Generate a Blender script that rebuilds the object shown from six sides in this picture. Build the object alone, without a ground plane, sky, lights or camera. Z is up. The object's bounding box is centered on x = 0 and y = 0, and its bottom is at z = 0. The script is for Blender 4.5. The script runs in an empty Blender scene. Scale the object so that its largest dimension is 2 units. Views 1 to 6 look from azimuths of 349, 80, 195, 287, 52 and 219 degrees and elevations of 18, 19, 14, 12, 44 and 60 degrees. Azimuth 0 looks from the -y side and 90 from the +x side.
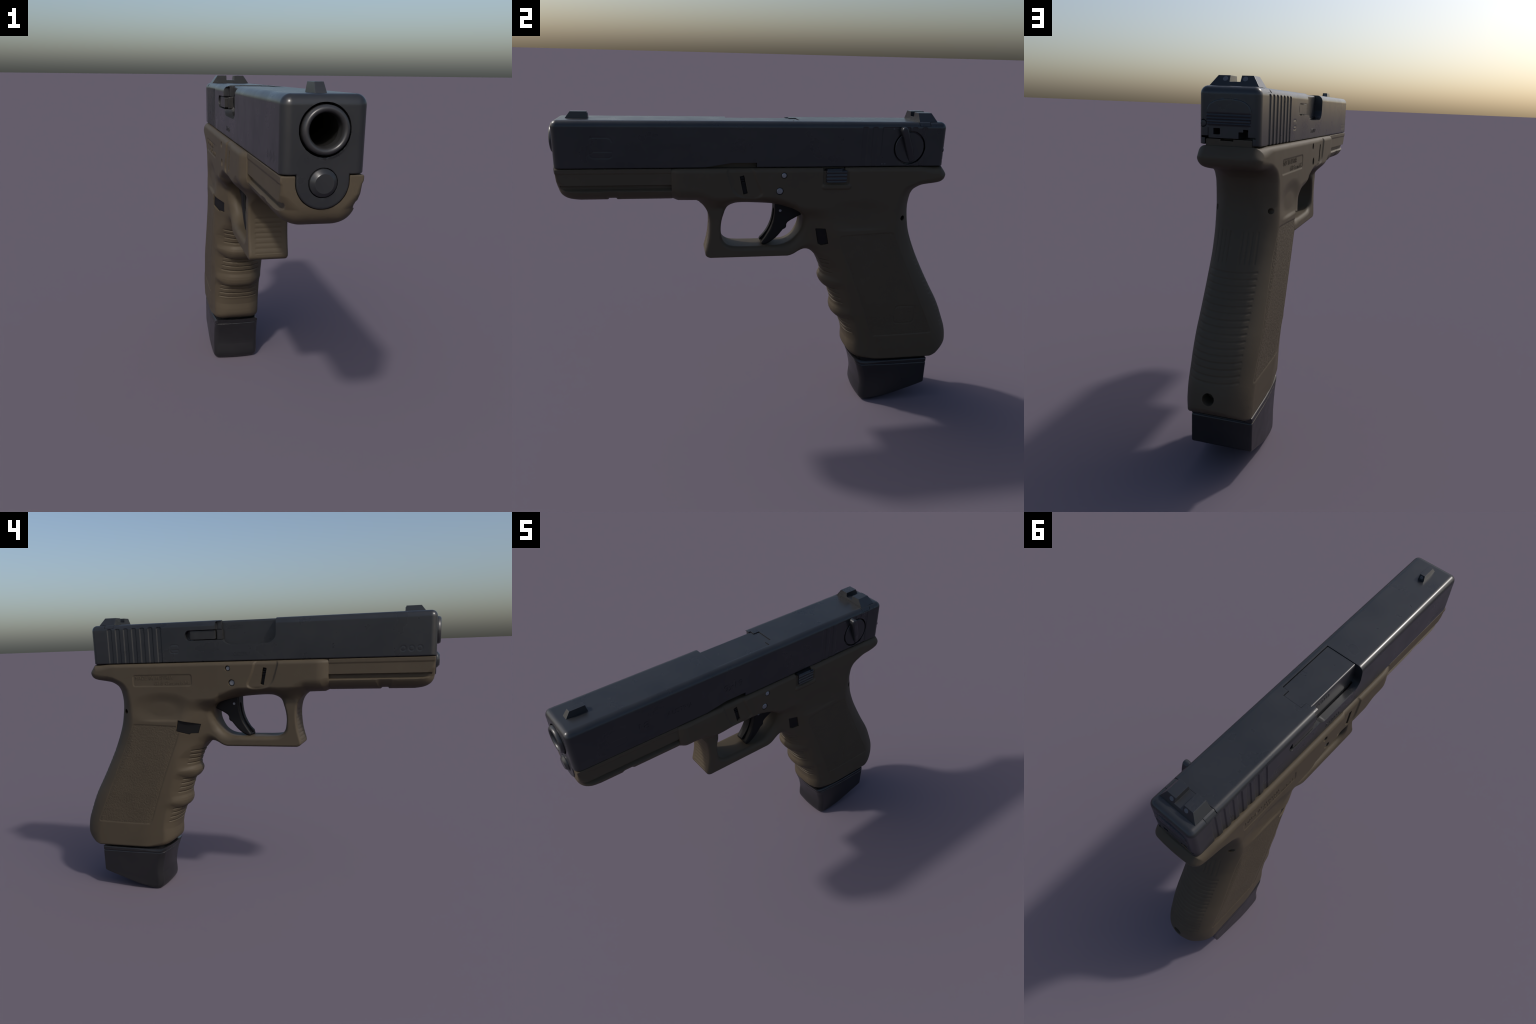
# A compact service pistol with a tan polymer frame and a dark steel slide.
# Metres, z up.  The barrel points along -y, the selector side faces +x.
import bpy, bmesh, math
import numpy as np
from mathutils import Matrix, Vector

F = np.float32
rng = np.random.default_rng(7)

# ----------------------------------------------------------------------------
# small maths helpers
# ----------------------------------------------------------------------------
def sstep(a, b, v):
    t = np.clip((v - a) / (b - a), 0, 1)
    return t * t * (3 - 2 * t)

def lin(v, *knots):
    """piecewise linear function through (position, value) knots"""
    return np.interp(v, [k[0] for k in knots], [k[1] for k in knots]).astype(F)

def chaikin(pts, n=2):
    p = np.array(pts, float)
    for _ in range(n):
        q = np.roll(p, -1, 0)
        p = np.stack([p * .75 + q * .25, p * .25 + q * .75], 1).reshape(-1, 2)
    return p

def polyline_smooth(pts, n=2):
    """corner cutting for an open run of points; the ends stay"""
    p = np.array(pts, float)
    for _ in range(n):
        a, b = p[:-1], p[1:]
        m = np.stack([a * .75 + b * .25, a * .25 + b * .75], 1).reshape(-1, 2)
        p = np.vstack([p[:1], m[1:-1], p[-1:]])
    return p

def poly_sdf(P, y, z):
    """signed distance to a closed polygon (negative inside)"""
    P = np.asarray(P, float)
    d = np.full(y.shape, 1e9)
    inside = np.zeros(y.shape, bool)
    for a, b in zip(P, np.roll(P, -1, 0)):
        e = b - a
        wy, wz = y - a[0], z - a[1]
        t = np.clip((wy * e[0] + wz * e[1]) / max(e @ e, 1e-12), 0, 1)
        d = np.minimum(d, (wy - e[0] * t) ** 2 + (wz - e[1] * t) ** 2)
        if abs(e[1]) > 1e-12:
            c = ((a[1] > z) != (b[1] > z)) & (y < e[0] * wz / e[1] + a[0])
            inside ^= c
    d = np.sqrt(d)
    return np.where(inside, -d, d)

class Field2D:
    """a function of (y, z) sampled once on a fine lattice, then looked up"""
    def __init__(self, fn, y0, y1, z0, z1, h=.0025):
        self.y0, self.z0, self.h = y0, z0, h
        ny, nz = int((y1 - y0) / h) + 2, int((z1 - z0) / h) + 2
        Y, Z = np.meshgrid(y0 + h * np.arange(ny), z0 + h * np.arange(nz), indexing="ij")
        self.g = fn(Y, Z).astype(F)
    def __call__(self, y, z):
        g = self.g
        u = np.clip((y - self.y0) / self.h, 0, g.shape[0] - 1.001)
        v = np.clip((z - self.z0) / self.h, 0, g.shape[1] - 1.001)
        i, j = u.astype(np.int32), v.astype(np.int32)
        a, b = u - i, v - j
        return ((g[i, j] * (1 - a) + g[i + 1, j] * a) * (1 - b)
                + (g[i, j + 1] * (1 - a) + g[i + 1, j + 1] * a) * b).astype(F)

def both(a, b, r):
    """intersection of two solids with a rounded edge of radius r"""
    u, v = np.maximum(a + r, 0), np.maximum(b + r, 0)
    return np.sqrt(u * u + v * v) - r + np.minimum(np.maximum(a, b) + r, 0)

def box2(u, v, u0, u1, v0, v1, r=0.0):
    a = np.maximum(u0 - u, u - u1) + r
    b = np.maximum(v0 - v, v - v1) + r
    return np.hypot(np.maximum(a, 0), np.maximum(b, 0)) + np.minimum(np.maximum(a, b), 0) - r

# ----------------------------------------------------------------------------
# dual contouring of a signed distance function: clean quads, crisp edges
# ----------------------------------------------------------------------------
def contour(f, lo, hi, h):
    B = 8
    lo = np.array(lo, float)
    n = np.ceil((np.array(hi, float) - lo) / h / B).astype(int)
    ci = np.stack(np.meshgrid(*[np.arange(k) for k in n], indexing="ij"), -1).reshape(-1, 3)
    cc = lo + (ci + .5) * B * h
    cv = f(*cc.T.astype(F))
    keep = np.abs(cv) < B * h * 1.25
    N = n * B + 1
    vals = np.ones(N, F)
    sign = np.repeat(np.repeat(np.repeat(np.where(cv.reshape(n) < 0, -1, 1).astype(F), B, 0), B, 1), B, 2)
    vals[:-1, :-1, :-1] = sign
    off = np.stack(np.meshgrid(*[np.arange(B + 1)] * 3, indexing="ij"), -1).reshape(-1, 3)
    blocks = ci[keep]
    for s in range(0, len(blocks), 1500):
        idx = (blocks[s:s + 1500, None, :] * B + off[None]).reshape(-1, 3)
        p = (lo + idx * h).astype(F)
        vals[idx[:, 0], idx[:, 1], idx[:, 2]] = f(*p.T)
    vals[vals == 0] = 1e-7
    inside = vals < 0
    M = N - 1
    P, NRM, CELL, QUAD = [], [], [], []
    for ax in range(3):
        sl0 = [slice(1, -1)] * 3; sl1 = [slice(1, -1)] * 3
        sl0[ax] = slice(0, -1); sl1[ax] = slice(1, None)
        A, Bv = inside[tuple(sl0)], inside[tuple(sl1)]
        e = np.argwhere(A != Bv)
        base = np.array([1, 1, 1]); base[ax] = 0
        e = e + base
        e2 = e.copy(); e2[:, ax] += 1
        va, vb = vals[tuple(e.T)], vals[tuple(e2.T)]
        t = va / (va - vb)
        p = lo + e * h
        p[:, ax] += t * h
        b1, b2 = (ax + 1) % 3, (ax + 2) % 3
        cells = []
        for d1, d2 in ((-1, -1), (0, -1), (0, 0), (-1, 0)):
            c = e.copy(); c[:, b1] += d1; c[:, b2] += d2
            cells.append(c[:, 0] * M[1] * M[2] + c[:, 1] * M[2] + c[:, 2])
        q = np.stack(cells, 1)
        flip = va > 0
        P.append(p); CELL.append(q)
        QUAD.append(np.where(flip[:, None], q[:, ::-1], q))
    P, CELL, QUAD = np.vstack(P), np.vstack(CELL), np.vstack(QUAD)
    eps = h * .2
    x, y, z = P.T.astype(F)
    g = np.stack([f(x + eps, y, z) - f(x - eps, y, z), f(x, y + eps, z) - f(x, y - eps, z), f(x, y, z + eps) - f(x, y, z - eps)], 1).astype(float)
    g /= np.linalg.norm(g, axis=1)[:, None] + 1e-12
    ids, inv = np.unique(CELL.ravel(), return_inverse=True)
    inv = inv.ravel()
    K = len(ids)
    w4 = lambda v: np.bincount(inv, np.repeat(v, 4), K)
    cnt = np.bincount(inv, minlength=K).astype(float)
    mass = np.stack([w4(P[:, k]) for k in range(3)], 1) / cnt[:, None]
    A = np.empty((K, 3, 3)); b = np.empty((K, 3))
    dp = (g * P).sum(1)
    for i in range(3):
        b[:, i] = w4(g[:, i] * dp)
        for j in range(i, 3):
            A[:, i, j] = A[:, j, i] = w4(g[:, i] * g[:, j])
    rhs = b - np.einsum("kij,kj->ki", A, mass)
    X = mass + np.linalg.solve(A + .12 * np.eye(3), rhs[..., None])[..., 0]
    cidx = np.stack([ids // (M[1] * M[2]), ids // M[2] % M[1], ids % M[2]], 1)
    c0 = lo + cidx * h
    X = np.clip(X, c0 - .15 * h, c0 + 1.15 * h)
    remap = np.searchsorted(ids, QUAD)
    return X, remap

def quad_mesh(name, verts, quads):
    me = bpy.data.meshes.new(name)
    me.vertices.add(len(verts)); me.loops.add(len(quads) * 4); me.polygons.add(len(quads))
    me.vertices.foreach_set("co", np.ascontiguousarray(verts, np.float32).ravel())
    me.loops.foreach_set("vertex_index", np.ascontiguousarray(quads, np.int32).ravel())
    me.polygons.foreach_set("loop_start", np.arange(0, len(quads) * 4, 4, dtype=np.int32))
    me.update(calc_edges=True)
    me.validate()
    return me

def smooth_by_angle(me, degrees=32):
    me.polygons.foreach_set("use_smooth", np.ones(len(me.polygons), bool))
    bm = bmesh.new(); bm.from_mesh(me)
    lim = math.radians(degrees)
    for e in bm.edges:
        if len(e.link_faces) == 2:
            e.smooth = e.calc_face_angle(0) < lim
    bm.to_mesh(me); bm.free()

# ----------------------------------------------------------------------------
# materials
# ----------------------------------------------------------------------------
def material(name, colour, rough, metallic=0.0, specular=.5, mottling=.12, mottle_scale=6.0, tint=None,
             grain=0.0, grain_scale=200.0, rough_var=.08, coat=0.0, scratches=0.0, noise_stretch=(1, 1, 1)):
    m = bpy.data.materials.new(name)
    m.use_nodes = True
    nt = m.node_tree; nt.nodes.clear()
    N = nt.nodes.new; L = nt.links.new
    out = N("ShaderNodeOutputMaterial"); bs = N("ShaderNodeBsdfPrincipled")
    L(bs.outputs[0], out.inputs[0])
    tc = N("ShaderNodeTexCoord"); mp = N("ShaderNodeMapping")
    mp.inputs["Scale"].default_value = noise_stretch
    L(tc.outputs["Object"], mp.inputs[0])
    nz = N("ShaderNodeTexNoise"); nz.inputs["Scale"].default_value = mottle_scale
    nz.inputs["Detail"].default_value = 6; nz.inputs["Roughness"].default_value = .6
    L(mp.outputs[0], nz.inputs["Vector"])
    ramp = N("ShaderNodeValToRGB")
    ramp.color_ramp.elements[0].position = .3; ramp.color_ramp.elements[1].position = .7
    c = np.array(colour)
    t = np.array(tint if tint is not None else colour)
    ramp.color_ramp.elements[0].color = (*(c * (1 - mottling)), 1)
    ramp.color_ramp.elements[1].color = (*(t * (1 + mottling)), 1)
    L(nz.outputs["Fac"], ramp.inputs[0])
    col = ramp.outputs[0]
    if scratches:
        sm = N("ShaderNodeMapping"); sm.inputs["Rotation"].default_value = (.5, .2, .3)
        sm.inputs["Scale"].default_value = (6, 40, 4)
        L(tc.outputs["Object"], sm.inputs[0])
        sn = N("ShaderNodeTexNoise"); sn.inputs["Scale"].default_value = 3; sn.inputs["Detail"].default_value = 8
        L(sm.outputs[0], sn.inputs["Vector"])
        sr = N("ShaderNodeValToRGB"); sr.color_ramp.elements[0].position = .66; sr.color_ramp.elements[1].position = .74
        L(sn.outputs["Fac"], sr.inputs[0])
        mul = N("ShaderNodeMath"); mul.operation = "MULTIPLY"; mul.inputs[1].default_value = scratches
        L(sr.outputs[0], mul.inputs[0])
        mx = N("ShaderNodeMix"); mx.data_type = "RGBA"
        L(mul.outputs[0], mx.inputs[0]); L(col, mx.inputs[6]); mx.inputs[7].default_value = (*(c * 2.2), 1)
        col = mx.outputs[2]
    L(col, bs.inputs["Base Color"])
    rr = N("ShaderNodeMapRange")
    rr.inputs["To Min"].default_value = max(.05, rough - rough_var); rr.inputs["To Max"].default_value = min(1, rough + rough_var)
    nz2 = N("ShaderNodeTexNoise"); nz2.inputs["Scale"].default_value = mottle_scale * 2.3; nz2.inputs["Detail"].default_value = 8
    L(tc.outputs["Object"], nz2.inputs["Vector"]); L(nz2.outputs["Fac"], rr.inputs["Value"])
    L(rr.outputs[0], bs.inputs["Roughness"])
    bs.inputs["Metallic"].default_value = metallic
    bs.inputs["Specular IOR Level"].default_value = specular
    bs.inputs["Coat Weight"].default_value = coat
    if grain:
        gn = N("ShaderNodeTexNoise"); gn.inputs["Scale"].default_value = grain_scale; gn.inputs["Detail"].default_value = 3
        L(tc.outputs["Object"], gn.inputs["Vector"])
        bp = N("ShaderNodeBump"); bp.inputs["Strength"].default_value = grain; bp.inputs["Distance"].default_value = .003
        L(gn.outputs["Fac"], bp.inputs["Height"]); L(bp.outputs[0], bs.inputs["Normal"])
    return m

POLYMER = material("tan_polymer", (.066, .0525, .0355), .58, specular=.22, mottling=.05, mottle_scale=5, grain=.10, grain_scale=330, rough_var=.05)
STIPPLE = material("stippled_tan_polymer", (.064, .051, .0345), .62, specular=.22, mottling=.06, mottle_scale=9, grain=.80, grain_scale=120, rough_var=.05)
STEEL = material("blued_steel", (.0255, .0285, .0335), .30, metallic=.38, specular=.62, mottling=.10, mottle_scale=4, tint=(.0315, .0330, .0355), rough_var=.10, scratches=.10)
BARREL = material("barrel_steel", (.050, .051, .054), .34, metallic=.5, mottling=.10, mottle_scale=7, rough_var=.06)
BORE = material("bore_black", (.006, .006, .006), .6, mottling=.1)
BLACK = material("black_polymer", (.0050, .0050, .0055), .55, specular=.22, mottling=.1, mottle_scale=8, grain=.06)
MAGMAT = material("magazine_polymer", (.0135, .0135, .0150), .31, specular=.45, mottling=.14, mottle_scale=9, grain=.05, rough_var=.08)
PIN = material("pin_steel", (.22, .23, .25), .38, metallic=.6, mottling=.15, mottle_scale=30)
DOT = material("sight_dot", (.10, .107, .12), .5, mottling=.05)
MARK = material("faded_mark", (.055, .06, .068), .5, mottling=.05)
EXTRACT = material("extractor_steel", (.040, .040, .040), .36, metallic=.5, mottling=.2, mottle_scale=20)

# ----------------------------------------------------------------------------
# scene tree
# ----------------------------------------------------------------------------
scene = bpy.context.scene
root = bpy.data.objects.new("pistol", None)
scene.collection.objects.link(root)
root["label"] = "semi automatic pistol with tan frame and dark slide"
root["category"] = "pistol"

def add(name, me, parent, mat):
    ob = bpy.data.objects.new(name, me)
    scene.collection.objects.link(ob)
    ob.parent = parent
    me.materials.clear(); me.materials.append(mat)
    if me.get("hard_surface"):
        w = ob.modifiers.new("weighted_normals", "WEIGHTED_NORMAL"); w.keep_sharp = True; w.weight = 100
    return ob

def prism_mesh(name, outline, a0, a1, axis="x", bevel=0.0, segs=2, angle=32):
    """outline in (y,z) extruded along x, in (x,z) along y; a0/a1: number or function(point)"""
    bm = bmesh.new()
    fn0 = a0 if callable(a0) else (lambda p: a0)
    fn1 = a1 if callable(a1) else (lambda p: a1)
    def put(p, v):
        return (v, p[0], p[1]) if axis == "x" else (p[0], v, p[1]) if axis == "y" else (p[0], p[1], v)
    r0 = [bm.verts.new(put(p, fn0(p))) for p in outline]
    r1 = [bm.verts.new(put(p, fn1(p))) for p in outline]
    n = len(outline)
    bm.faces.new(r0[::-1]); bm.faces.new(r1)
    for i in range(n):
        bm.faces.new((r0[i], r0[(i + 1) % n], r1[(i + 1) % n], r1[i]))
    bmesh.ops.recalc_face_normals(bm, faces=bm.faces)
    if bevel:
        ed = [e for e in bm.edges if e.calc_face_angle(0) > math.radians(25)]
        bmesh.ops.bevel(bm, geom=ed, offset=bevel, segments=segs, affect="EDGES", profile=.5, clamp_overlap=True)
    me = bpy.data.meshes.new(name)
    bm.to_mesh(me); bm.free()
    smooth_by_angle(me, angle)
    me["hard_surface"] = True
    return me

def lathe_mesh(name, profile, centre, axis="y", n=64, angle=35):
    """profile: (distance along the axis, radius)"""
    bm = bmesh.new()
    rings = []
    for s, r in profile:
        ring = []
        for k in range(n if r > 1e-6 else 1):
            a = 2 * math.pi * k / n
            u, v = r * math.cos(a), r * math.sin(a)
            co = (u, s, v) if axis == "y" else (s, u, v)
            ring.append(bm.verts.new(Vector(co) + Vector(centre)))
        rings.append(ring)
    for A, B in zip(rings, rings[1:]):
        for k in range(n):
            a = [A[k % len(A)], A[(k + 1) % len(A)]] if len(A) > 1 else [A[0]]
            b = [B[(k + 1) % len(B)], B[k % len(B)]] if len(B) > 1 else [B[0]]
            if len(a) + len(b) > 2:
                bm.faces.new(a + b)
    bmesh.ops.recalc_face_normals(bm, faces=bm.faces)
    me = bpy.data.meshes.new(name)
    bm.to_mesh(me); bm.free()
    smooth_by_angle(me, angle)
    return me

def circle(c, r, n=24, a0=0, a1=360, closed=True):
    t = np.radians(np.linspace(a0, a1, n, endpoint=not closed))
    return [(c[0] + r * math.cos(k), c[1] + r * math.sin(k)) for k in t]

def rounded_rect(y0, y1, z0, z1, r, n=5):
    pts = []
    for cy, cz, s in ((y1 - r, z1 - r, 0), (y0 + r, z1 - r, 90), (y0 + r, z0 + r, 180), (y1 - r, z0 + r, 270)):
        pts += circle((cy, cz), r, n, s, s + 90, False)
    return pts

def lettering(name, body, side, y_left, y_right, z0, z1, x_surface, parent, mat, depth=.0011):
    """raised words on a side of the gun: side +1 reads towards +y, side -1 towards -y"""
    cu = bpy.data.curves.new(name, "FONT")
    cu.body = body; cu.size = 1.0; cu.extrude = .5; cu.resolution_u = 3
    tmp = bpy.data.objects.new(name + "_source", cu)
    scene.collection.objects.link(tmp)
    bpy.context.view_layer.update()
    dg = bpy.context.evaluated_depsgraph_get()
    me = bpy.data.meshes.new_from_object(tmp.evaluated_get(dg))
    bpy.data.objects.remove(tmp); bpy.data.curves.remove(cu)
    n = len(me.vertices)
    co = np.empty(n * 3, F); me.vertices.foreach_get("co", co); co = co.reshape(-1, 3)
    u = (co[:, 0] - co[:, 0].min()) / np.ptp(co[:, 0]); v = (co[:, 1] - co[:, 1].min()) / np.ptp(co[:, 1])
    w = co[:, 2] / .5
    new = np.stack([x_surface + side * w * depth, y_left + (y_right - y_left) * u, z0 + (z1 - z0) * v], 1).astype(F)
    me.vertices.foreach_set("co", new.ravel()); me.update()
    ob = add(name, me, parent, mat)
    return ob

# ----------------------------------------------------------------------------
# FRAME: side profile x half width field, rounded edges
# ----------------------------------------------------------------------------
TOP = 1.293
rear = polyline_smooth([(.829, 1.293), (.857, 1.259), (.859, 1.246), (.852, 1.226), (.830, 1.212), (.776, 1.203), (.745, 1.195), (.724, 1.181),
        (.707, 1.162), (.696, 1.115), (.695, 1.060), (.704, 1.005), (.716, .955), (.739, .895), (.783, .800), (.862, .655),
        (.929, .545), (.970, .445), (.990, .395), (1.000, .340), (.998, .300), (.985, .200)], 2)
front = polyline_smooth([(.455, .200), (.436, .266), (.424, .293), (.4165, .325), (.4165, .378), (.390, .449), (.374, .479), (.353, .492), (.337, .508),
        (.329, .538), (.336, .570), (.318, .620), (.306, .652), (.284, .662), (.264, .685), (.256, .711), (.272, .738), (.243, .811),
        (.226, .836), (.203, .861), (.172, .873), (.140, .870), (.098, .850), (.079, .8455)], 1)
guard = polyline_smooth([(-.304, .847), (-.319, .852), (-.330, .866), (-.317, .908), (-.307, .955), (-.303, 1.02), (-.308, 1.06), (-.317, 1.085),
        (-.338, 1.112), (-.366, 1.130)], 2)
nose = [(-.452, 1.132), (-.472, 1.141), (-.726, 1.1415), (-.730, 1.149), (-.761, 1.149), (-.765, 1.142), (-.885, 1.142)] + \
       polyline_smooth([(-.885, 1.142), (-.920, 1.146), (-.946, 1.155), (-.967, 1.172), (-.977, 1.196), (-.979, 1.228), (-.9795, 1.293)], 2).tolist()[1:]
OUTER = np.vstack([rear, front, guard, nose])
HOLE = chaikin([(-.17, 1.121), (-.205, 1.108), (-.230, 1.086), (-.244, 1.055), (-.252, 1.015), (-.253, .975), (-.244, .936), (-.225, .912), (-.190, .900),
        (-.08, .899), (.030, .899), (.072, .906), (.108, .928), (.137, .965), (.150, 1.0), (.149, 1.04), (.134, 1.069), (.105, 1.086), (.03, 1.104), (-.05, 1.114)], 2)

outer2d = Field2D(lambda y, z: poly_sdf(OUTER, y, z), -1.06, 1.08, .18, 1.36)
hole2d = Field2D(lambda y, z: poly_sdf(HOLE, y, z), -1.06, 1.08, .18, 1.36)
PANEL = polyline_smooth([(.545, .400), (.70, .400), (.852, .402), (.866, .404), (.863, .416), (.756, .631), (.672, .813), (.606, .950), (.598, .966), (.580, .967), (.46, .963), (.345, .958), (.328, .954), (.327, .922), (.423, .702), (.530, .418)], 1)
LEVER_DISH = chaikin([(-.108, 1.31), (-.092, 1.24), (-.058, 1.176), (-.075, 1.155), (-.110, 1.149), (-.165, 1.156), (-.200, 1.180), (-.215, 1.22), (-.240, 1.31)], 2)
panel2d = Field2D(lambda y, z: poly_sdf(PANEL, y, z), .2, .95, .3, 1.05)
dish2d = Field2D(lambda y, z: poly_sdf(LEVER_DISH, y, z), -.4, .1, 1.05, 1.36)
SLOT = [(-.170, 1.257), (-.150, 1.261), (-.132, 1.177), (-.152, 1.172)]
RELEASE_L = [(.332, .992), (.212, .968), (.231, .917), (.269, .918), (.277, .912), (.346, .931)]
RELEASE_R = [(.206, .992), (.254, .994), (.274, .914), (.241, .903), (.224, .910)]
slot2d = Field2D(lambda y, z: poly_sdf(SLOT, y, z), -.3, 0, 1.1, 1.32, .0015)
relL2d = Field2D(lambda y, z: poly_sdf(RELEASE_L, y, z), .12, .44, .82, 1.08, .0015)
relR2d = Field2D(lambda y, z: poly_sdf(RELEASE_R, y, z), .12, .44, .82, 1.08, .0015)
FINGER = [.820, .798, .774, .749, .656, .634, .609, .583, .485, .462, .437, .412]
PIN_A, PIN_B = (.0365, 1.2595, .0118), (.018, 1.186, .0150)

def side_fields(x, y, z):
    """half width and edge radius of the frame at (y, z)"""
    body = lin(z, (.25, .132), (.32, .1345), (.45, .1365), (.58, .1405), (.8, .139), (.95, .137), (1.05, .136), (1.15, .1355), (1.3, .135))
    yf = y - (.272 + (.74 - z) * .42)              # distance behind the front strap
    body = body - (body - lin(z, (.25, .122), (.45, .115), (.7, .112))) * (1 - sstep(.0, .17, yf)) * (1 - sstep(.86, 1.0, z)) * (y > .05)
    body = body - .007 * sstep(.68, .86, y) * sstep(1.1, 1.2, z)
    body = body + np.where(x > 0, -.0048, .0022) * sstep(-.478, -.40, y)
    swell = 1 - (1 - np.clip((y + .478) / .06, 0, 1)) ** 2.2
    body = np.where(y < -.478, .1135, .1175 + (body - .1175) * swell)
    body = body + .0025 * sstep(1.268, 1.276, z) * (y < -.478)
    # guard is narrower; it swells into the grip behind and the dust cover above
    to_grip = sstep(.13, .33, y + .25 * (z - .95))
    to_body = sstep(1.088, 1.165, z + .055 * sstep(-.02, .15, y))
    hw = .0795 + (body - .0795) * (1 - (1 - to_grip) * (1 - to_body))
    # thumb rest: soft hollow above the stippled panel
    hol = (1 - sstep(.35, 1.0, np.hypot((y - .420) / .20, (z - 1.050) / .098))) * sstep(.980, .996, z)
    hw = hw - np.where(x < 0, .0105, .0060) * hol
    # scalloped sides beside the finger ridges
    ridge = sum(np.exp(-((z - c) / .022) ** 2) for c in (.700, .525))
    hw = hw + .004 * ridge * (1 - sstep(.02, .11, y - (.272 + (.74 - z) * .42)))
    hw = hw - .003 * sum(np.exp(-((z - c) / .022) ** 2) for c in (.655, .480)) * (1 - sstep(.02, .09, y - (.272 + (.74 - z) * .42)))
    # grip panel, set back a little with a fine border line
    pd = panel2d(y, z)
    hw = hw - .0022 * (1 - sstep(-.004, .002, pd)) - .0009 * np.exp(-(pd / .0035) ** 2)
    # dish round the take down lever
    hw = hw - .0065 * (1 - sstep(-.010, .003, dish2d(y, z)))
    left = x < 0
    # framed plate for the maker's lines (left) and slide stop shelf (right)
    pl = box2(y, z, .237, .581, 1.172, 1.235, .014)
    hw = hw - np.where(left, .0024 * (1 - sstep(-.005, .001, pl)), 0)
    sh = box2(y, z, .232, .350, 1.203, 1.204, .001)
    hw = hw + np.where(left, 0, .006 * (1 - sstep(.004, .016, sh)))
    po = box2(y, z, .225, .350, 1.214, 1.32, .012)
    hw = hw - np.where(left, 0, .004 * (1 - sstep(-.004, .004, po)))
    # logo outline on the right panel
    lg = box2(y, z, .648, .758, .468, .566, .02)
    hw = hw - np.where(left, 0, .0018 * np.exp(-(lg / .0035) ** 2))
    rad = lin(z, (.24, .052), (.9, .052), (1.08, .068), (1.15, .080), (1.20, .068), (1.24, .036), (1.27, .021), (1.32, .019))
    rad = rad + .022 * sstep(.60, .68, y) * sstep(1.02, 1.10, z) * (1 - sstep(1.17, 1.21, z))
    rad = rad + (.037 - rad) * sstep(.70, .79, y) * sstep(1.19, 1.22, z)
    rad = rad + .018 * sstep(.45, .65, y) * (1 - sstep(.85, 1.1, z))
    rad = np.where(y < -.478, lin(z, (1.14, .068), (1.2, .062), (1.24, .02), (1.28, .004)), rad)
    g = (1 - sstep(.10, .2, y)) * (1 - sstep(1.07, 1.14, z)) * (y > -.35)
    rad = rad * (1 - g) + .011 * g
    return hw.astype(F), rad.astype(F)

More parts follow.
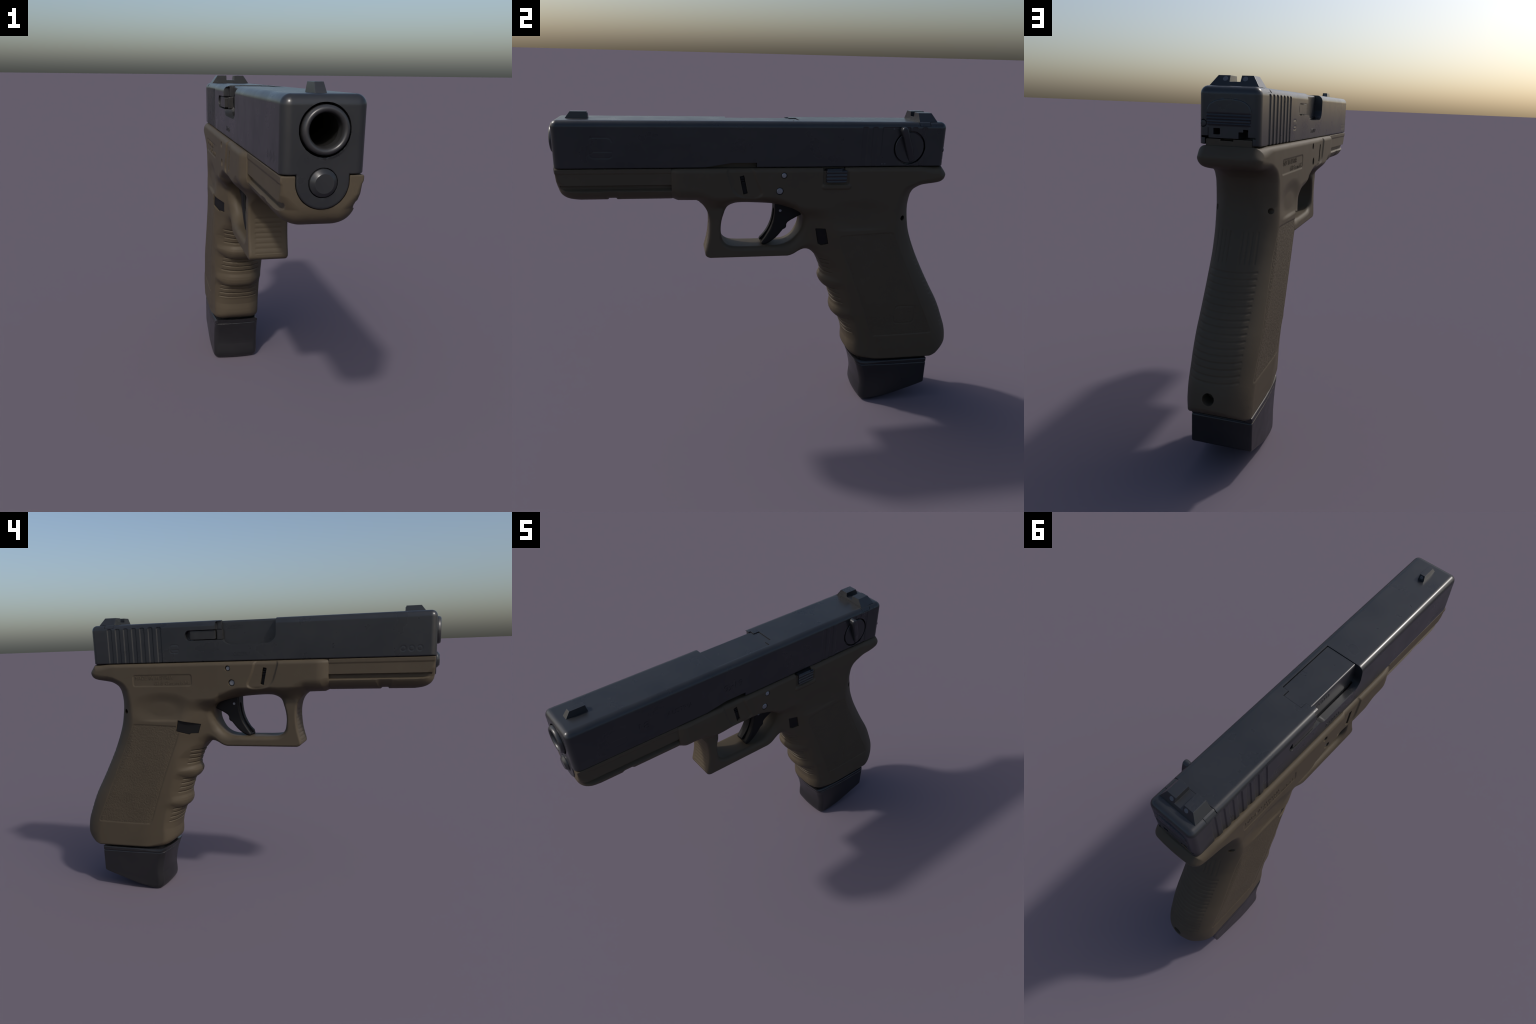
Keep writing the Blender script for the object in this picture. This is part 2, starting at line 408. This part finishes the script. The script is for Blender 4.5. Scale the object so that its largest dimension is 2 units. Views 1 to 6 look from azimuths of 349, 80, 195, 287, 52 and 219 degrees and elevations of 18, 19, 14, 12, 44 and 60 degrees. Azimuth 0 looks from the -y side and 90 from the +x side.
def frame_sdf(x, y, z):
    ax = np.abs(x)
    # crowned back strap and front strap
    k = lin(z, (.24, .030), (.35, .036), (.85, .036), (1.05, .026), (1.2, .006), (1.3, .004)) * 100
    kf = lin(z, (.24, .022), (.4, .032), (.78, .032), (.85, .0)) * 100
    s = sstep(.42, .66, y)
    sf = (1 - sstep(.3, .55, y)) * (y > .1)
    ye = y + k * ax * ax * s - kf * ax * ax * sf
    hw, r = side_fields(x, y, z)
    d2 = outer2d(ye, z)
    dx = ax - hw
    body = both(d2, dx, r)
    rh = .012 + .010 * (1 - sstep(.93, .97, z)) + .020 * sstep(.0, .11, y) * (1 - sstep(1.02, 1.07, z)) + .039 * sstep(1.06, 1.11, z) * (1 - sstep(.09, .13, y))
    floor = lin(y, (.38, .300), (.43, .279), (.46, .269), (.50, .261), (.58, .2555), (.88, .2525), (.915, .264), (.95, .288), (1.03, .350))
    d = both(body, (floor - z).astype(F), (.010 + .018 * (1 - sstep(.47, .58, y))).astype(F))
    hd = -hole2d(y, z)
    d = np.maximum(d, both(hd, dx, rh.astype(F)))
    # accessory rail grooves
    gz = np.maximum(np.maximum(.0965 - ax, z - 1.2195), (1.200 - (ax - .0965) * .65 - z) * .84)
    d = np.maximum(d, -np.maximum(gz, np.maximum(-.964 - y, y + .4785)))
    # finger grooves, wrapped round the front strap
    line = sum(np.maximum(0, 1 - np.abs(z - c) / .0046) for c in FINGER)
    m = 1 - sstep(-.004, .004, y - (.281 + (.821 - z) * .38))
    d = d + .0068 * line * m * (y > .15)
    # horizontal ribs on the back strap and upright ribs above them
    on_back = sstep(.05, .09, y - lin(z, (.4, .83), (.55, .78), (.66, .70), (.85, .58), (1.0, .53)))
    ph = (z - .430) / .0236
    rib = np.maximum(0, 1 - np.abs(ph - np.round(ph)) * .0236 / .0055) * (z > .424) * (z < .826)
    d = d + .0023 * rib * on_back * (1 - sstep(.094, .101, ax))
    up = sum(np.maximum(0, 1 - np.abs(ax - c) / .005) for c in (.026, .044, .062, .082))
    d = d + .0024 * up * on_back * sstep(.834, .840, z) * (1 - sstep(.955, .963, z))
    # guard front serrations
    pg = z / .0195
    sr = np.maximum(0, 1 - np.abs(pg - np.round(pg)) * .0195 / .006) * (z > .875) * (z < 1.03)
    d = d + .0016 * sr * (1 - sstep(-.300, -.285, y)) * (1 - sstep(.048, .056, ax)) * (y > -.34) * (z < 1.05)
    # holes: lanyard hole, retaining pin hole, frame pins, lever slot, catch
    d = np.maximum(d, -np.maximum(np.hypot(x - .002, z - .372) - .0235, .935 - y))
    d = np.maximum(d, -np.maximum(np.hypot(y - .645, z - 1.037) - .0125, .06 - ax))
    for cy, cz, cr in (PIN_A, PIN_B):
        d = np.maximum(d, -np.maximum(np.hypot(y - cy, z - cz) - cr - .0025, .118 - ax))
    d = np.maximum(d, -np.maximum(slot2d(y, z), .095 - ax))
    d = np.maximum(d, -np.where(x < 0, np.maximum(relL2d(y, z), .09 - ax), np.maximum(relR2d(y, z), .09 - ax)))
    # slide stop slot in the top edge
    d = np.maximum(d, -np.maximum(box2(y, z, .223, .332, 1.279, 1.4), .10 - x))
    # cradle for the recoil spring housing at the muzzle end
    u = np.where(z < 1.2765, np.hypot(x, z - 1.2765), ax) - .0755
    d = np.maximum(d, -np.maximum(u, y + .90))
    # rails that rise into the slide
    tang = np.maximum(box2(ax, z, -1, .0885, 1.27, 1.317, .003), np.maximum(-.88 - y, y - .823))
    tang = np.maximum(tang, -np.maximum(box2(x, z, -.017, .032, 1.311, 1.4), .79 - y))
    relief = np.maximum(box2(ax, z, -1, .086, 1.27, 1.335, .003), np.maximum(-.36 - y, y + .05))
    tang = np.maximum(tang, -np.maximum(u, y + .88))
    return np.minimum(np.minimum(d, tang), relief).astype(F)

H = .003
V, Q = contour(frame_sdf, (-.15, -1.0, .23), (.15, 1.03, 1.36), H)
whole = quad_mesh("frame_whole", V, Q)
smooth_by_angle(whole, 38)
nl = len(whole.loops)
normals = np.empty(nl * 3, F); whole.corner_normals.foreach_get("vector", normals); normals = normals.reshape(-1, 4, 3)
vidx = np.empty(nl, np.int32); whole.loops.foreach_get("vertex_index", vidx); quads = vidx.reshape(-1, 4)
co = np.empty(len(whole.vertices) * 3, F); whole.vertices.foreach_get("co", co); co = co.reshape(-1, 3)
cen = co[quads].mean(1); nrm = normals.mean(1)
pd = panel2d(cen[:, 1], cen[:, 2])
is_panel = (pd < 0) & (np.abs(nrm[:, 0]) > .7) & (np.abs(cen[:, 0]) > .09)
is_guard = (cen[:, 2] < 1.118) & (cen[:, 1] < .10) & ~is_panel
is_grip = ((cen[:, 2] < 1.15) & (cen[:, 1] >= .10)) & ~is_panel
is_body = ~(is_panel | is_guard | is_grip)

def piece(name, mask, parent, mat):
    q = quads[mask]; used, inv = np.unique(q, return_inverse=True)
    me = quad_mesh(name, co[used], inv.reshape(-1, 4))
    me.polygons.foreach_set("use_smooth", np.ones(len(me.polygons), bool))
    me.normals_split_custom_set(normals[mask].reshape(-1, 3).tolist())
    return add(name, me, parent, mat)

frame = piece("frame", is_body, root, POLYMER)
piece("trigger_guard", is_guard, frame, POLYMER)
piece("grip", is_grip, frame, POLYMER)
piece("grip_panel", is_panel & (cen[:, 0] < 0), frame, STIPPLE)
piece("grip_panel", is_panel & (cen[:, 0] > 0), frame, STIPPLE)
bpy.data.meshes.remove(whole)

# frame pins
for side in (-1, 1):
    for cy, cz, cr in (PIN_A, PIN_B):
        add("frame_pin", lathe_mesh("frame_pin", [(side * .11, cr), (side * .1285, cr), (side * .1310, cr - .003), (side * .1315, 0)], (0, cy, cz), "x", 28), frame, PIN)
# take down lever: black bar in the slot with a ribbed upper half
def sheared(y0, y1, z):       # slot leans: top further forward
    s = (1.2165 - z) * .225 - .151
    return (y0 + s, z), (y1 + s, z)
for side in (-1, 1):
    out = [*sheared(-.010, .010, 1.174), *sheared(-.010, .010, 1.259)[::-1]]
    add("takedown_lever", prism_mesh("takedown_lever", [(p[0], p[1]) for p in out], side * .09, side * .1165, "x", .001), frame, BLACK)
    zs = np.linspace(1.222, 1.256, 4)
    for z0 in zs[:-1]:
        a, b = sheared(-.008, .008, z0 + .001); c, d_ = sheared(-.008, .008, z0 + .0085)
        ob = add("takedown_lever_rib", prism_mesh("takedown_lever_rib", [a, b, d_, c], side * .11, side * .1235, "x", .002), frame, BLACK)
# magazine catch buttons, following the swell of the grip
def surface(side, p):
    one = lambda v: np.array([v], F)
    return float(side_fields(one(side * .1), one(p[0]), one(p[1]))[0][0])
def shrink(poly, k):
    c = np.mean(poly, 0); return [tuple(c + (np.array(p) - c) * k) for p in poly]
add("magazine_release", prism_mesh("magazine_release", shrink(RELEASE_L, .975), -.08, lambda p: -(surface(-1, p) - .003), "x", .002), frame, BLACK)
add("magazine_release", prism_mesh("magazine_release", shrink(RELEASE_R, .96), .08, lambda p: surface(1, p) - .004, "x", .002), frame, BLACK)

# slide stop: ribbed plate bent over the frame edge
def stop_sdf(x, y, z):
    d = both(box2(y, z, .238, .339, 1.224, 1.288, .008), np.maximum(x - .1375, .10 - x), .004)
    d = np.maximum(d, -np.maximum(box2(y, z, .312, .4, 1.281, 1.4), .11 - x))
    p = (z - 1.2325) / .0165
    d = d + .0028 * (.5 + .5 * np.cos(2 * np.pi * p)) * (x > .128) * (z < 1.281) * (z > 1.224)
    return np.maximum(d, ((x - .1375) + (z - 1.283)) * .7071).astype(F)
v, q = contour(stop_sdf, (.09, .225, 1.21), (.15, .35, 1.30), .0016)
me = quad_mesh("slide_stop", v, q); smooth_by_angle(me, 40)
add("slide_stop", me, frame, STEEL)

# ----------------------------------------------------------------------------
# SLIDE
# ----------------------------------------------------------------------------
HW, Y0, Y1, ZT, ZB = .1170, -.9830, .8265, 1.5025, 1.2965
BZ = 1.412                                   # bore axis height
DIAL = (.643, 1.384)
CUT = [(-.36, 1.25), (-.345, 1.2955), (-.295, 1.303), (-.205, 1.3175), (-.09, 1.3175), (-.09, 1.25)]
ARCH = polyline_smooth([(-.085, 1.409), (-.083, 1.425), (-.072, 1.442), (-.048, 1.454), (-.02, 1.4575), (.02, 1.4575), (.048, 1.454), (.072, 1.442), (.083, 1.425), (.085, 1.409)], 2)
ARCH = np.vstack([ARCH, [(.083, 1.362), (-.083, 1.362)]])
cut2d = Field2D(lambda y, z: poly_sdf(CUT, y, z), -.45, 0, 1.2, 1.42, .0015)
arch2d = Field2D(lambda y, z: poly_sdf(ARCH, y, z), -.14, .14, 1.28, 1.52, .0015)
PITCH = .0487

def stroke(y, z, pts, w):
    """distance to a polyline of engraved strokes"""
    d = np.full(y.shape, 9., F)
    for a, b in zip(pts, pts[1:]):
        e = np.subtract(b, a)
        t = np.clip(((y - a[0]) * e[0] + (z - a[1]) * e[1]) / (e @ e), 0, 1)
        d = np.minimum(d, np.hypot(y - a[0] - e[0] * t, z - a[1] - e[1] * t))
    return d - w

def letter_block(y0, y1, z0, z1):
    """squared ring, open at the right, with an inward bar"""
    r = (z1 - z0) * .2
    ring = rounded_rect(min(y0, y1), max(y0, y1), z0, z1, r, 3)
    if y0 > y1:
        ring = [(y0 + y1 - p[0], p[1]) for p in ring]
    zm = z0 + (z1 - z0) * .32
    ym = y0 + (y1 - y0) * .2
    return ring + [(y1, zm)], [(ym, zm), (y1, zm)]
LOGO_BIG = letter_block(-.829, -.729, 1.342, 1.431)
LOGO_SMALL = letter_block(.357, .311, 1.346, 1.385)
PROOF = [(-.832, 1.333), (-.870, 1.333), (-.908, 1.333)]

def slide_sdf(x, y, z):
    ax = np.abs(x)
    r = .029
    left = x < 0
    a = ax - HW
    # cocking serrations
    k = (y - .4185) / PITCH
    gr = np.abs(k - np.round(k)) * PITCH - .0135
    inL = (np.round(k) >= 0) & (np.round(k) <= 6)
    gl = np.where(inL, gr, .02)
    ki = np.round(k)
    gR = np.where((ki == 0) | (ki == 1) | (ki == 5) | (ki == 6), gr, .02)
    gR = np.minimum(gR, np.maximum(.5015 - y, y - .640))
    g = np.where(left, gl, gR)
    g = both(np.broadcast_to(g, z.shape).astype(F), (z - 1.481).astype(F), .008)
    a = a + np.where(left, .0042, .0026) * (1 - sstep(-.0035, .001, g))
    # shallow marks
    if True:
        near = ax > HW - .02
        m = np.minimum(np.abs(stroke(y, z, LOGO_BIG[0], 0)), stroke(y, z, LOGO_BIG[1], 0))
        a = a + np.where(~left & near, .0007 * np.exp(-(m / .003) ** 2), 0)
        m = np.minimum(np.abs(stroke(y, z, LOGO_SMALL[0], 0)), stroke(y, z, LOGO_SMALL[1], 0))
        for c in PROOF:
            m = np.minimum(m, np.abs(np.hypot(y - c[0], z - c[1]) - .0115))
        a = a + np.where(left & near, .0007 * np.exp(-(m / .003) ** 2), 0)
    b = z - ZT
    c = np.maximum(Y0 - y, y - Y1)
    q = np.sqrt(np.maximum(a + r, 0) ** 2 + np.maximum(b + r, 0) ** 2 + np.maximum(c + r, 0) ** 2) - r
    d = q + np.minimum(np.maximum(np.maximum(a, b), c) + r, 0)
    d = both(d.astype(F), (ZB - z).astype(F), .004)
    # spring housing below the muzzle
    u = np.where(z < 1.2765, np.hypot(x, z - 1.2765), ax) - .0735
    lip = both(np.maximum(u, z - 1.32).astype(F), np.maximum(Y0 - y, y + .92).astype(F), .005)
    d = np.minimum(d, lip)
    # barrel hole and guide rod recess
    hole = np.hypot(x, z - BZ) - .0705
    d = np.maximum(d, -np.maximum(hole, y + .45))
    d = np.maximum(d, -np.maximum(np.hypot(x, z - 1.2745) - .0405, y + .955))
    # ejection port: open to the left and the top, hood slot behind
    port = np.maximum(box2(y, z, -.2185, .0745, 1.381, 1.70, .050), x - .0800)
    port = np.maximum(port, 1.36 - z)
    d = np.maximum(d, -port)
    d = np.maximum(d, -np.maximum(box2(y, ax, -.1, .1185, -1, .0485), 1.46 - z))
    d = np.maximum(d, -np.maximum(box2(y, z, -.21, .0865, 1.46, 1.7), np.maximum(-.075 - x, x - .0800)))
    d = np.maximum(d, -np.maximum(box2(y, z, -.205, .062, 1.355, 1.7, .02), np.maximum(-.0845 - x, x + .07)))
    d = np.maximum(d, -np.maximum(box2(y, z, .0, .102, 1.4045, 1.497, .010), x + .0935))
    # extractor slot
    d = np.maximum(d, -np.maximum(box2(y, z, .0, .270, 1.4045, 1.4565, .024), x + .086))
    # relief for the take down lever on the right
    d = np.maximum(d, -np.maximum(cut2d(y, z), .0875 - x))
    # selector recess
    d = np.maximum(d, -np.maximum(np.hypot(y - DIAL[0], z - DIAL[1]) - .0790, .098 - x))
    # rear sight dovetail
    d = np.maximum(d, -np.maximum(box2(y, z, .6845, .7415, 1.485, 1.7), -1 + ax * 0))
    # back plate: raised pad with grooves
    pad = arch2d(x, z)
    lines = sum(np.maximum(0, 1 - np.abs(z - c) / .0042) for c in (1.4045, 1.394, 1.384, 1.374, 1.3655)) * (ax < .083)
    pad3 = both(pad, np.maximum(y - Y1 - .0035, .79 - y).astype(F), .003) + .0030 * lines
    d = np.minimum(d, pad3.astype(F))
    deep = np.maximum(.74 - y, y - .9)
    for bx in ((.033, .058, 1.333, 1.355), (-.074, -.038, 1.32, 1.344), (-.074, -.055, 1.32, 1.3535), (.078, .107, 1.3205, 1.3275), (-.102, -.074, 1.3205, 1.3275)):
        d = np.maximum(d, -np.maximum(box2(x, z, *bx), deep))
    d = np.maximum(d, -np.maximum(box2(x, z, .0765, .0795, 1.32, 1.356), .823 - y))
    d = np.maximum(d, -np.maximum(np.hypot(x - .098, z - 1.371) - .0140, .80 - y))
    d = np.maximum(d, -np.maximum(box2(ax, z, -1, .0910, 1.2, 1.3205), .77 - y))
    return d.astype(F)

v, q = contour(slide_sdf, (-.135, -1.0, 1.19), (.135, .835, 1.52), .0027)
me = quad_mesh("slide", v, q); smooth_by_angle(me, 38)
slide = add("slide", me, root, STEEL)

# back plate retaining button and rear inner block
add("back_plate_button", lathe_mesh("back_plate_button", [(.79, .012), (.8205, .012), (.8225, .0095), (.8230, 0)], (.098, 0, 1.371), "y", 24), slide, STEEL)

# selector: flat dial and a tapered thumb lever
add("selector_dial", lathe_mesh("selector_dial", [(.09, .0715), (.1145, .0715), (.1160, .070), (.1160, 0)], (0, *DIAL), "x", 72), slide, STEEL)
def lever_sdf(x, y, z):
    # local frame along the lever: s from the thumb end (top) to the tip
    c, s_ = math.cos(math.radians(21.5)), math.sin(math.radians(21.5))
    ty, tz = .603, 1.4675
    dy, dz = y - ty, z - tz
    s = dy * s_ - dz * c
    w = dy * c + dz * s_
    half = lin(s, (0, .0155), (.10, .0165), (.17, .0150))
    out = np.hypot(np.minimum(s, 0), w) - half
    out = np.maximum(out, s - .162)
    topx = lin(s, (-.02, .1470), (.02, .1460), (.085, .1360), (.100, .1340), (.165, .1168))
    d = both(out.astype(F), (x - topx).astype(F), .008)
    d = np.maximum(d, (w - .0) * .55 + (x - topx) * .83 - .009)
    return np.maximum(d, .108 - x).astype(F)
v, q = contour(lever_sdf, (.10, .56, 1.29), (.155, .72, 1.50), .0018)
me = quad_mesh("selector_lever", v, q); smooth_by_angle(me, 45)
add("selector_lever", me, slide, STEEL)
for cy, cz in ((.512, 1.309), (.526, 1.309), (.558, 1.472)):
    add("selector_mark", lathe_mesh("selector_mark", [(.105, .004), (.1148, .004), (.1150, 0)], (0, cy, cz), "x", 12), slide, MARK)

# rear sight
def rear_end(p):
    return .7795 - (p[1] - 1.503) / .038 * .0225
slope = lambda z: .068 + (1.541 - z) * .71
sight = [(-slope(1.5025), 1.5025), (slope(1.5025), 1.5025), (.068, 1.541), (.0215, 1.541), (.0205, 1.5185), (-.0205, 1.5185), (-.0215, 1.541), (-.068, 1.541)]
rs = add("rear_sight", prism_mesh("rear_sight", sight, .690, rear_end, "y", .0012), slide, STEEL)
foot = [(-.1130, 1.4856), (.1130, 1.4856), (.1035, 1.4985), (.0950, 1.5030), (-.0950, 1.5030), (-.1035, 1.4985)]
add("sight_foot", prism_mesh("sight_foot", foot, .6865, .7400, "y", .0012), slide, STEEL)
for s in (-1, 1):
    n = Vector((0, .038, .0225)).normalized()
    m = lathe_mesh("sight_dot", [(-.004, .0098), (.0006, .0098), (.0008, 0)], (0, 0, 0), "y", 24)
    m.transform(Matrix.Translation((s * .038, rear_end((0, 1.5285)), 1.5285)) @ Matrix.Rotation(math.atan2(.0225, .038), 4, "X"))
    add("sight_dot", m, slide, DOT)
# front sight
fs = [(-.0165, 1.5015), (.0165, 1.5015), (.0130, 1.531), (-.0130, 1.531)]
add("front_sight", prism_mesh("front_sight", fs, lambda p: -.932 + (p[1] - 1.5015) / .0295 * .023, lambda p: -.8325 - (p[1] - 1.5015) / .0295 * .006, "y", .0012), slide, STEEL)
add("sight_dot", lathe_mesh("sight_dot", [(-.004, .0075), (.0022, .0075), (.0026, 0)], (0, -.8365, 1.5175), "y", 20), slide, DOT)
# extractor
add("extractor", prism_mesh("extractor", rounded_rect(.104, .243, 1.4085, 1.4525, .003, 2), -.08, -.1115, "x", .0015), slide, EXTRACT)
add("extractor_claw", prism_mesh("extractor_claw", rounded_rect(.068, .0985, 1.4065, 1.4545, .002, 2), -.0795, -.0985, "x", .0015), slide, EXTRACT)

# ----------------------------------------------------------------------------
# BARREL, GUIDE ROD
# ----------------------------------------------------------------------------
lip = [(-.9845 - .0155 * math.sin(a), .0545 + .0100 * math.cos(a)) for a in np.radians(np.linspace(-20, 200, 18))]
prof = [(-.46, .064), (-.97, .0640)] + lip + [(-.975, .0445), (-.46, .0440)]
barrel = add("barrel", lathe_mesh("barrel", prof, (0, 0, BZ), "y", 96, 40), root, BARREL)
add("bore", lathe_mesh("bore", [(-.955, .0443), (-.46, .0425), (-.46, 0)], (0, 0, BZ), "y", 64), barrel, BORE)
def hood_sdf(x, y, z):
    block = np.maximum(np.maximum(x - .0765, -.078 - x), np.maximum(-.2172 - y, y - .0840))
    tab = np.maximum(np.maximum(np.abs(x) - .0463, 1.455 - z), np.maximum(.05 - y, y - .1162))
    edge = both((-.078 - x).astype(F), (z - 1.4990).astype(F), .009)       # rounded edge towards the port
    return np.maximum(np.maximum(np.minimum(block, tab), 1.33 - z), edge).astype(F)
v, q = contour(hood_sdf, (-.095, -.235, 1.31), (.095, .135, 1.52), .0027)
me = quad_mesh("chamber_hood", v, q); smooth_by_angle(me, 30)
add("chamber_hood", me, barrel, STEEL)
add("guide_rod", lathe_mesh("guide_rod", [(-.93, .0385), (-.984, .0385), (-.987, .0375), (-.9965, .0275), (-.9975, .026), (-.9975, 0)], (0, 0, 1.2745), "y", 64, 25), root, STEEL)

# ----------------------------------------------------------------------------
# TRIGGER
# ----------------------------------------------------------------------------
TR = np.vstack([polyline_smooth([(.014, 1.135), (.014, 1.10), (.015, 1.060), (.010, 1.020), (-.004, .978), (-.028, .938), (-.046, .914)], 2),
                polyline_smooth([(-.046, .914), (-.050, .904), (-.042, .8955), (-.030, .898), (-.005, .909), (.028, .935), (.058, .973)], 2)[1:],
                polyline_smooth([(.058, .973), (.068, .977), (.075, .986), (.074, 1.0), (.083, 1.013), (.123, 1.035), (.145, 1.045)], 1)[1:],
                [(.15, 1.09), (.10, 1.135)]])
trig2d = Field2D(lambda y, z: poly_sdf(TR, y, z), -.12, .22, .84, 1.2, .0015)
def trigger_sdf(x, y, z):
    d = both(trig2d(y, z), (np.abs(x) - .044).astype(F), .009)
    return d.astype(F)
v, q = contour(trigger_sdf, (-.06, -.08, .88), (.06, .17, 1.15), .0022)
me = quad_mesh("trigger", v, q); smooth_by_angle(me, 45)
trigger = add("trigger", me, root, BLACK)
SAFE = polyline_smooth([(.010, 1.075), (.004, 1.02), (-.011, .978), (-.037, .942), (-.054, .926)], 2).tolist() + [(-.056, .914), (-.040, .915), (-.01, .96), (.01, 1.02), (.015, 1.07)]
add("trigger_safety", prism_mesh("trigger_safety", SAFE, -.0115, .0115, "x", .003, 2, 40), trigger, BLACK)
for s in (-1, 1):
    add("trigger_pin", lathe_mesh("trigger_pin", [(s * .03, .0065), (s * .0445, .0065), (s * .0450, 0)], (0, .040, 1.070), "x", 16), trigger, PIN)

# ----------------------------------------------------------------------------
# MAGAZINE
# ----------------------------------------------------------------------------
magazine = bpy.data.objects.new("magazine", None); scene.collection.objects.link(magazine); magazine.parent = root
MAG = np.vstack([[(.862, .246), (.862, .100)],
                 polyline_smooth([(.862, .100), (.855, .090), (.580, .003), (.545, -.004), (.512, -.003), (.498, .010), (.491, .035), (.492, .065), (.495, .107), (.477, .185), (.455, .243), (.449, .259)], 2)[1:],
                 polyline_smooth([(.449, .259), (.462, .256), (.500, .246), (.56, .2455), (.862, .2455)], 1)[1:-1]])
mag2d = Field2D(lambda y, z: poly_sdf(MAG, y, z), .36, .98, -.08, .36, .002)
def mag_sdf(x, y, z):
    ax = np.abs(x)
    ye = y - .9 * ax * ax * (1 - sstep(.48, .62, y))
    hw = .119 + .0105 * sstep(.45, .70, y) + np.where(x > 0, -.002, .002)
    r = .007 + .020 * (1 - sstep(.50, .66, y)) * (1 - sstep(.19, .235, z)) + .012 * (1 - sstep(.50, .66, y)) * sstep(.19, .235, z)
    d2 = mag2d(ye, z)
    d = both(d2, (ax - hw).astype(F), r.astype(F))
    # parting line a little below the rim
    zt = lin(y, (.44, .238), (.50, .2235), (.9, .2215))
    d = d + .0028 * np.maximum(0, 1 - np.abs(z - zt) / .004)
    d = np.maximum(d, -np.maximum(box2(x, z, -.1, .097, .2275, .2325), .856 - y))
    return d.astype(F)
v, q = contour(mag_sdf, (-.15, .40, -.03), (.15, .90, .29), .0027)
lowest = v[:, 2].min()
v[:, 2] -= lowest * np.clip((.24 - v[:, 2]) / .24, 0, 1)
me = quad_mesh("magazine_floorplate", v, q); smooth_by_angle(me, 38)
add("magazine_floorplate", me, magazine, MAGMAT)
neck = [(p[0], p[1]) for p in rounded_rect(-.108, .108, .485, .835, .03, 6)]
add("magazine_tube", prism_mesh("magazine_tube", neck, .225, .275, "z"), magazine, BLACK)

# ----------------------------------------------------------------------------
# LETTERING (same colour as its ground, barely raised)
# ----------------------------------------------------------------------------
lettering("lettering", "18", 1, -.663, -.612, 1.366, 1.403, HW, slide, STEEL)
lettering("lettering", "AUSTRIA", 1, -.521, -.385, 1.378, 1.402, HW, slide, STEEL, .0009)
lettering("lettering", "9x19", 1, -.210, -.103, 1.370, 1.406, HW, slide, STEEL)
lettering("lettering", "XY2752", -1, .020, -.082, 1.322, 1.341, -HW, slide, STEEL)
lettering("lettering", "XY2752", -1, .056, -.039, 1.457, 1.477, -.078, barrel, STEEL)
lettering("lettering", "MADE IN AUSTRIA", -1, .566, .345, 1.208, 1.229, -surface(-1, (.42, 1.19)), frame, POLYMER)
lettering("lettering", "G18 Ges.m.b.H.", -1, .455, .250, 1.179, 1.200, -surface(-1, (.42, 1.19)), frame, POLYMER)
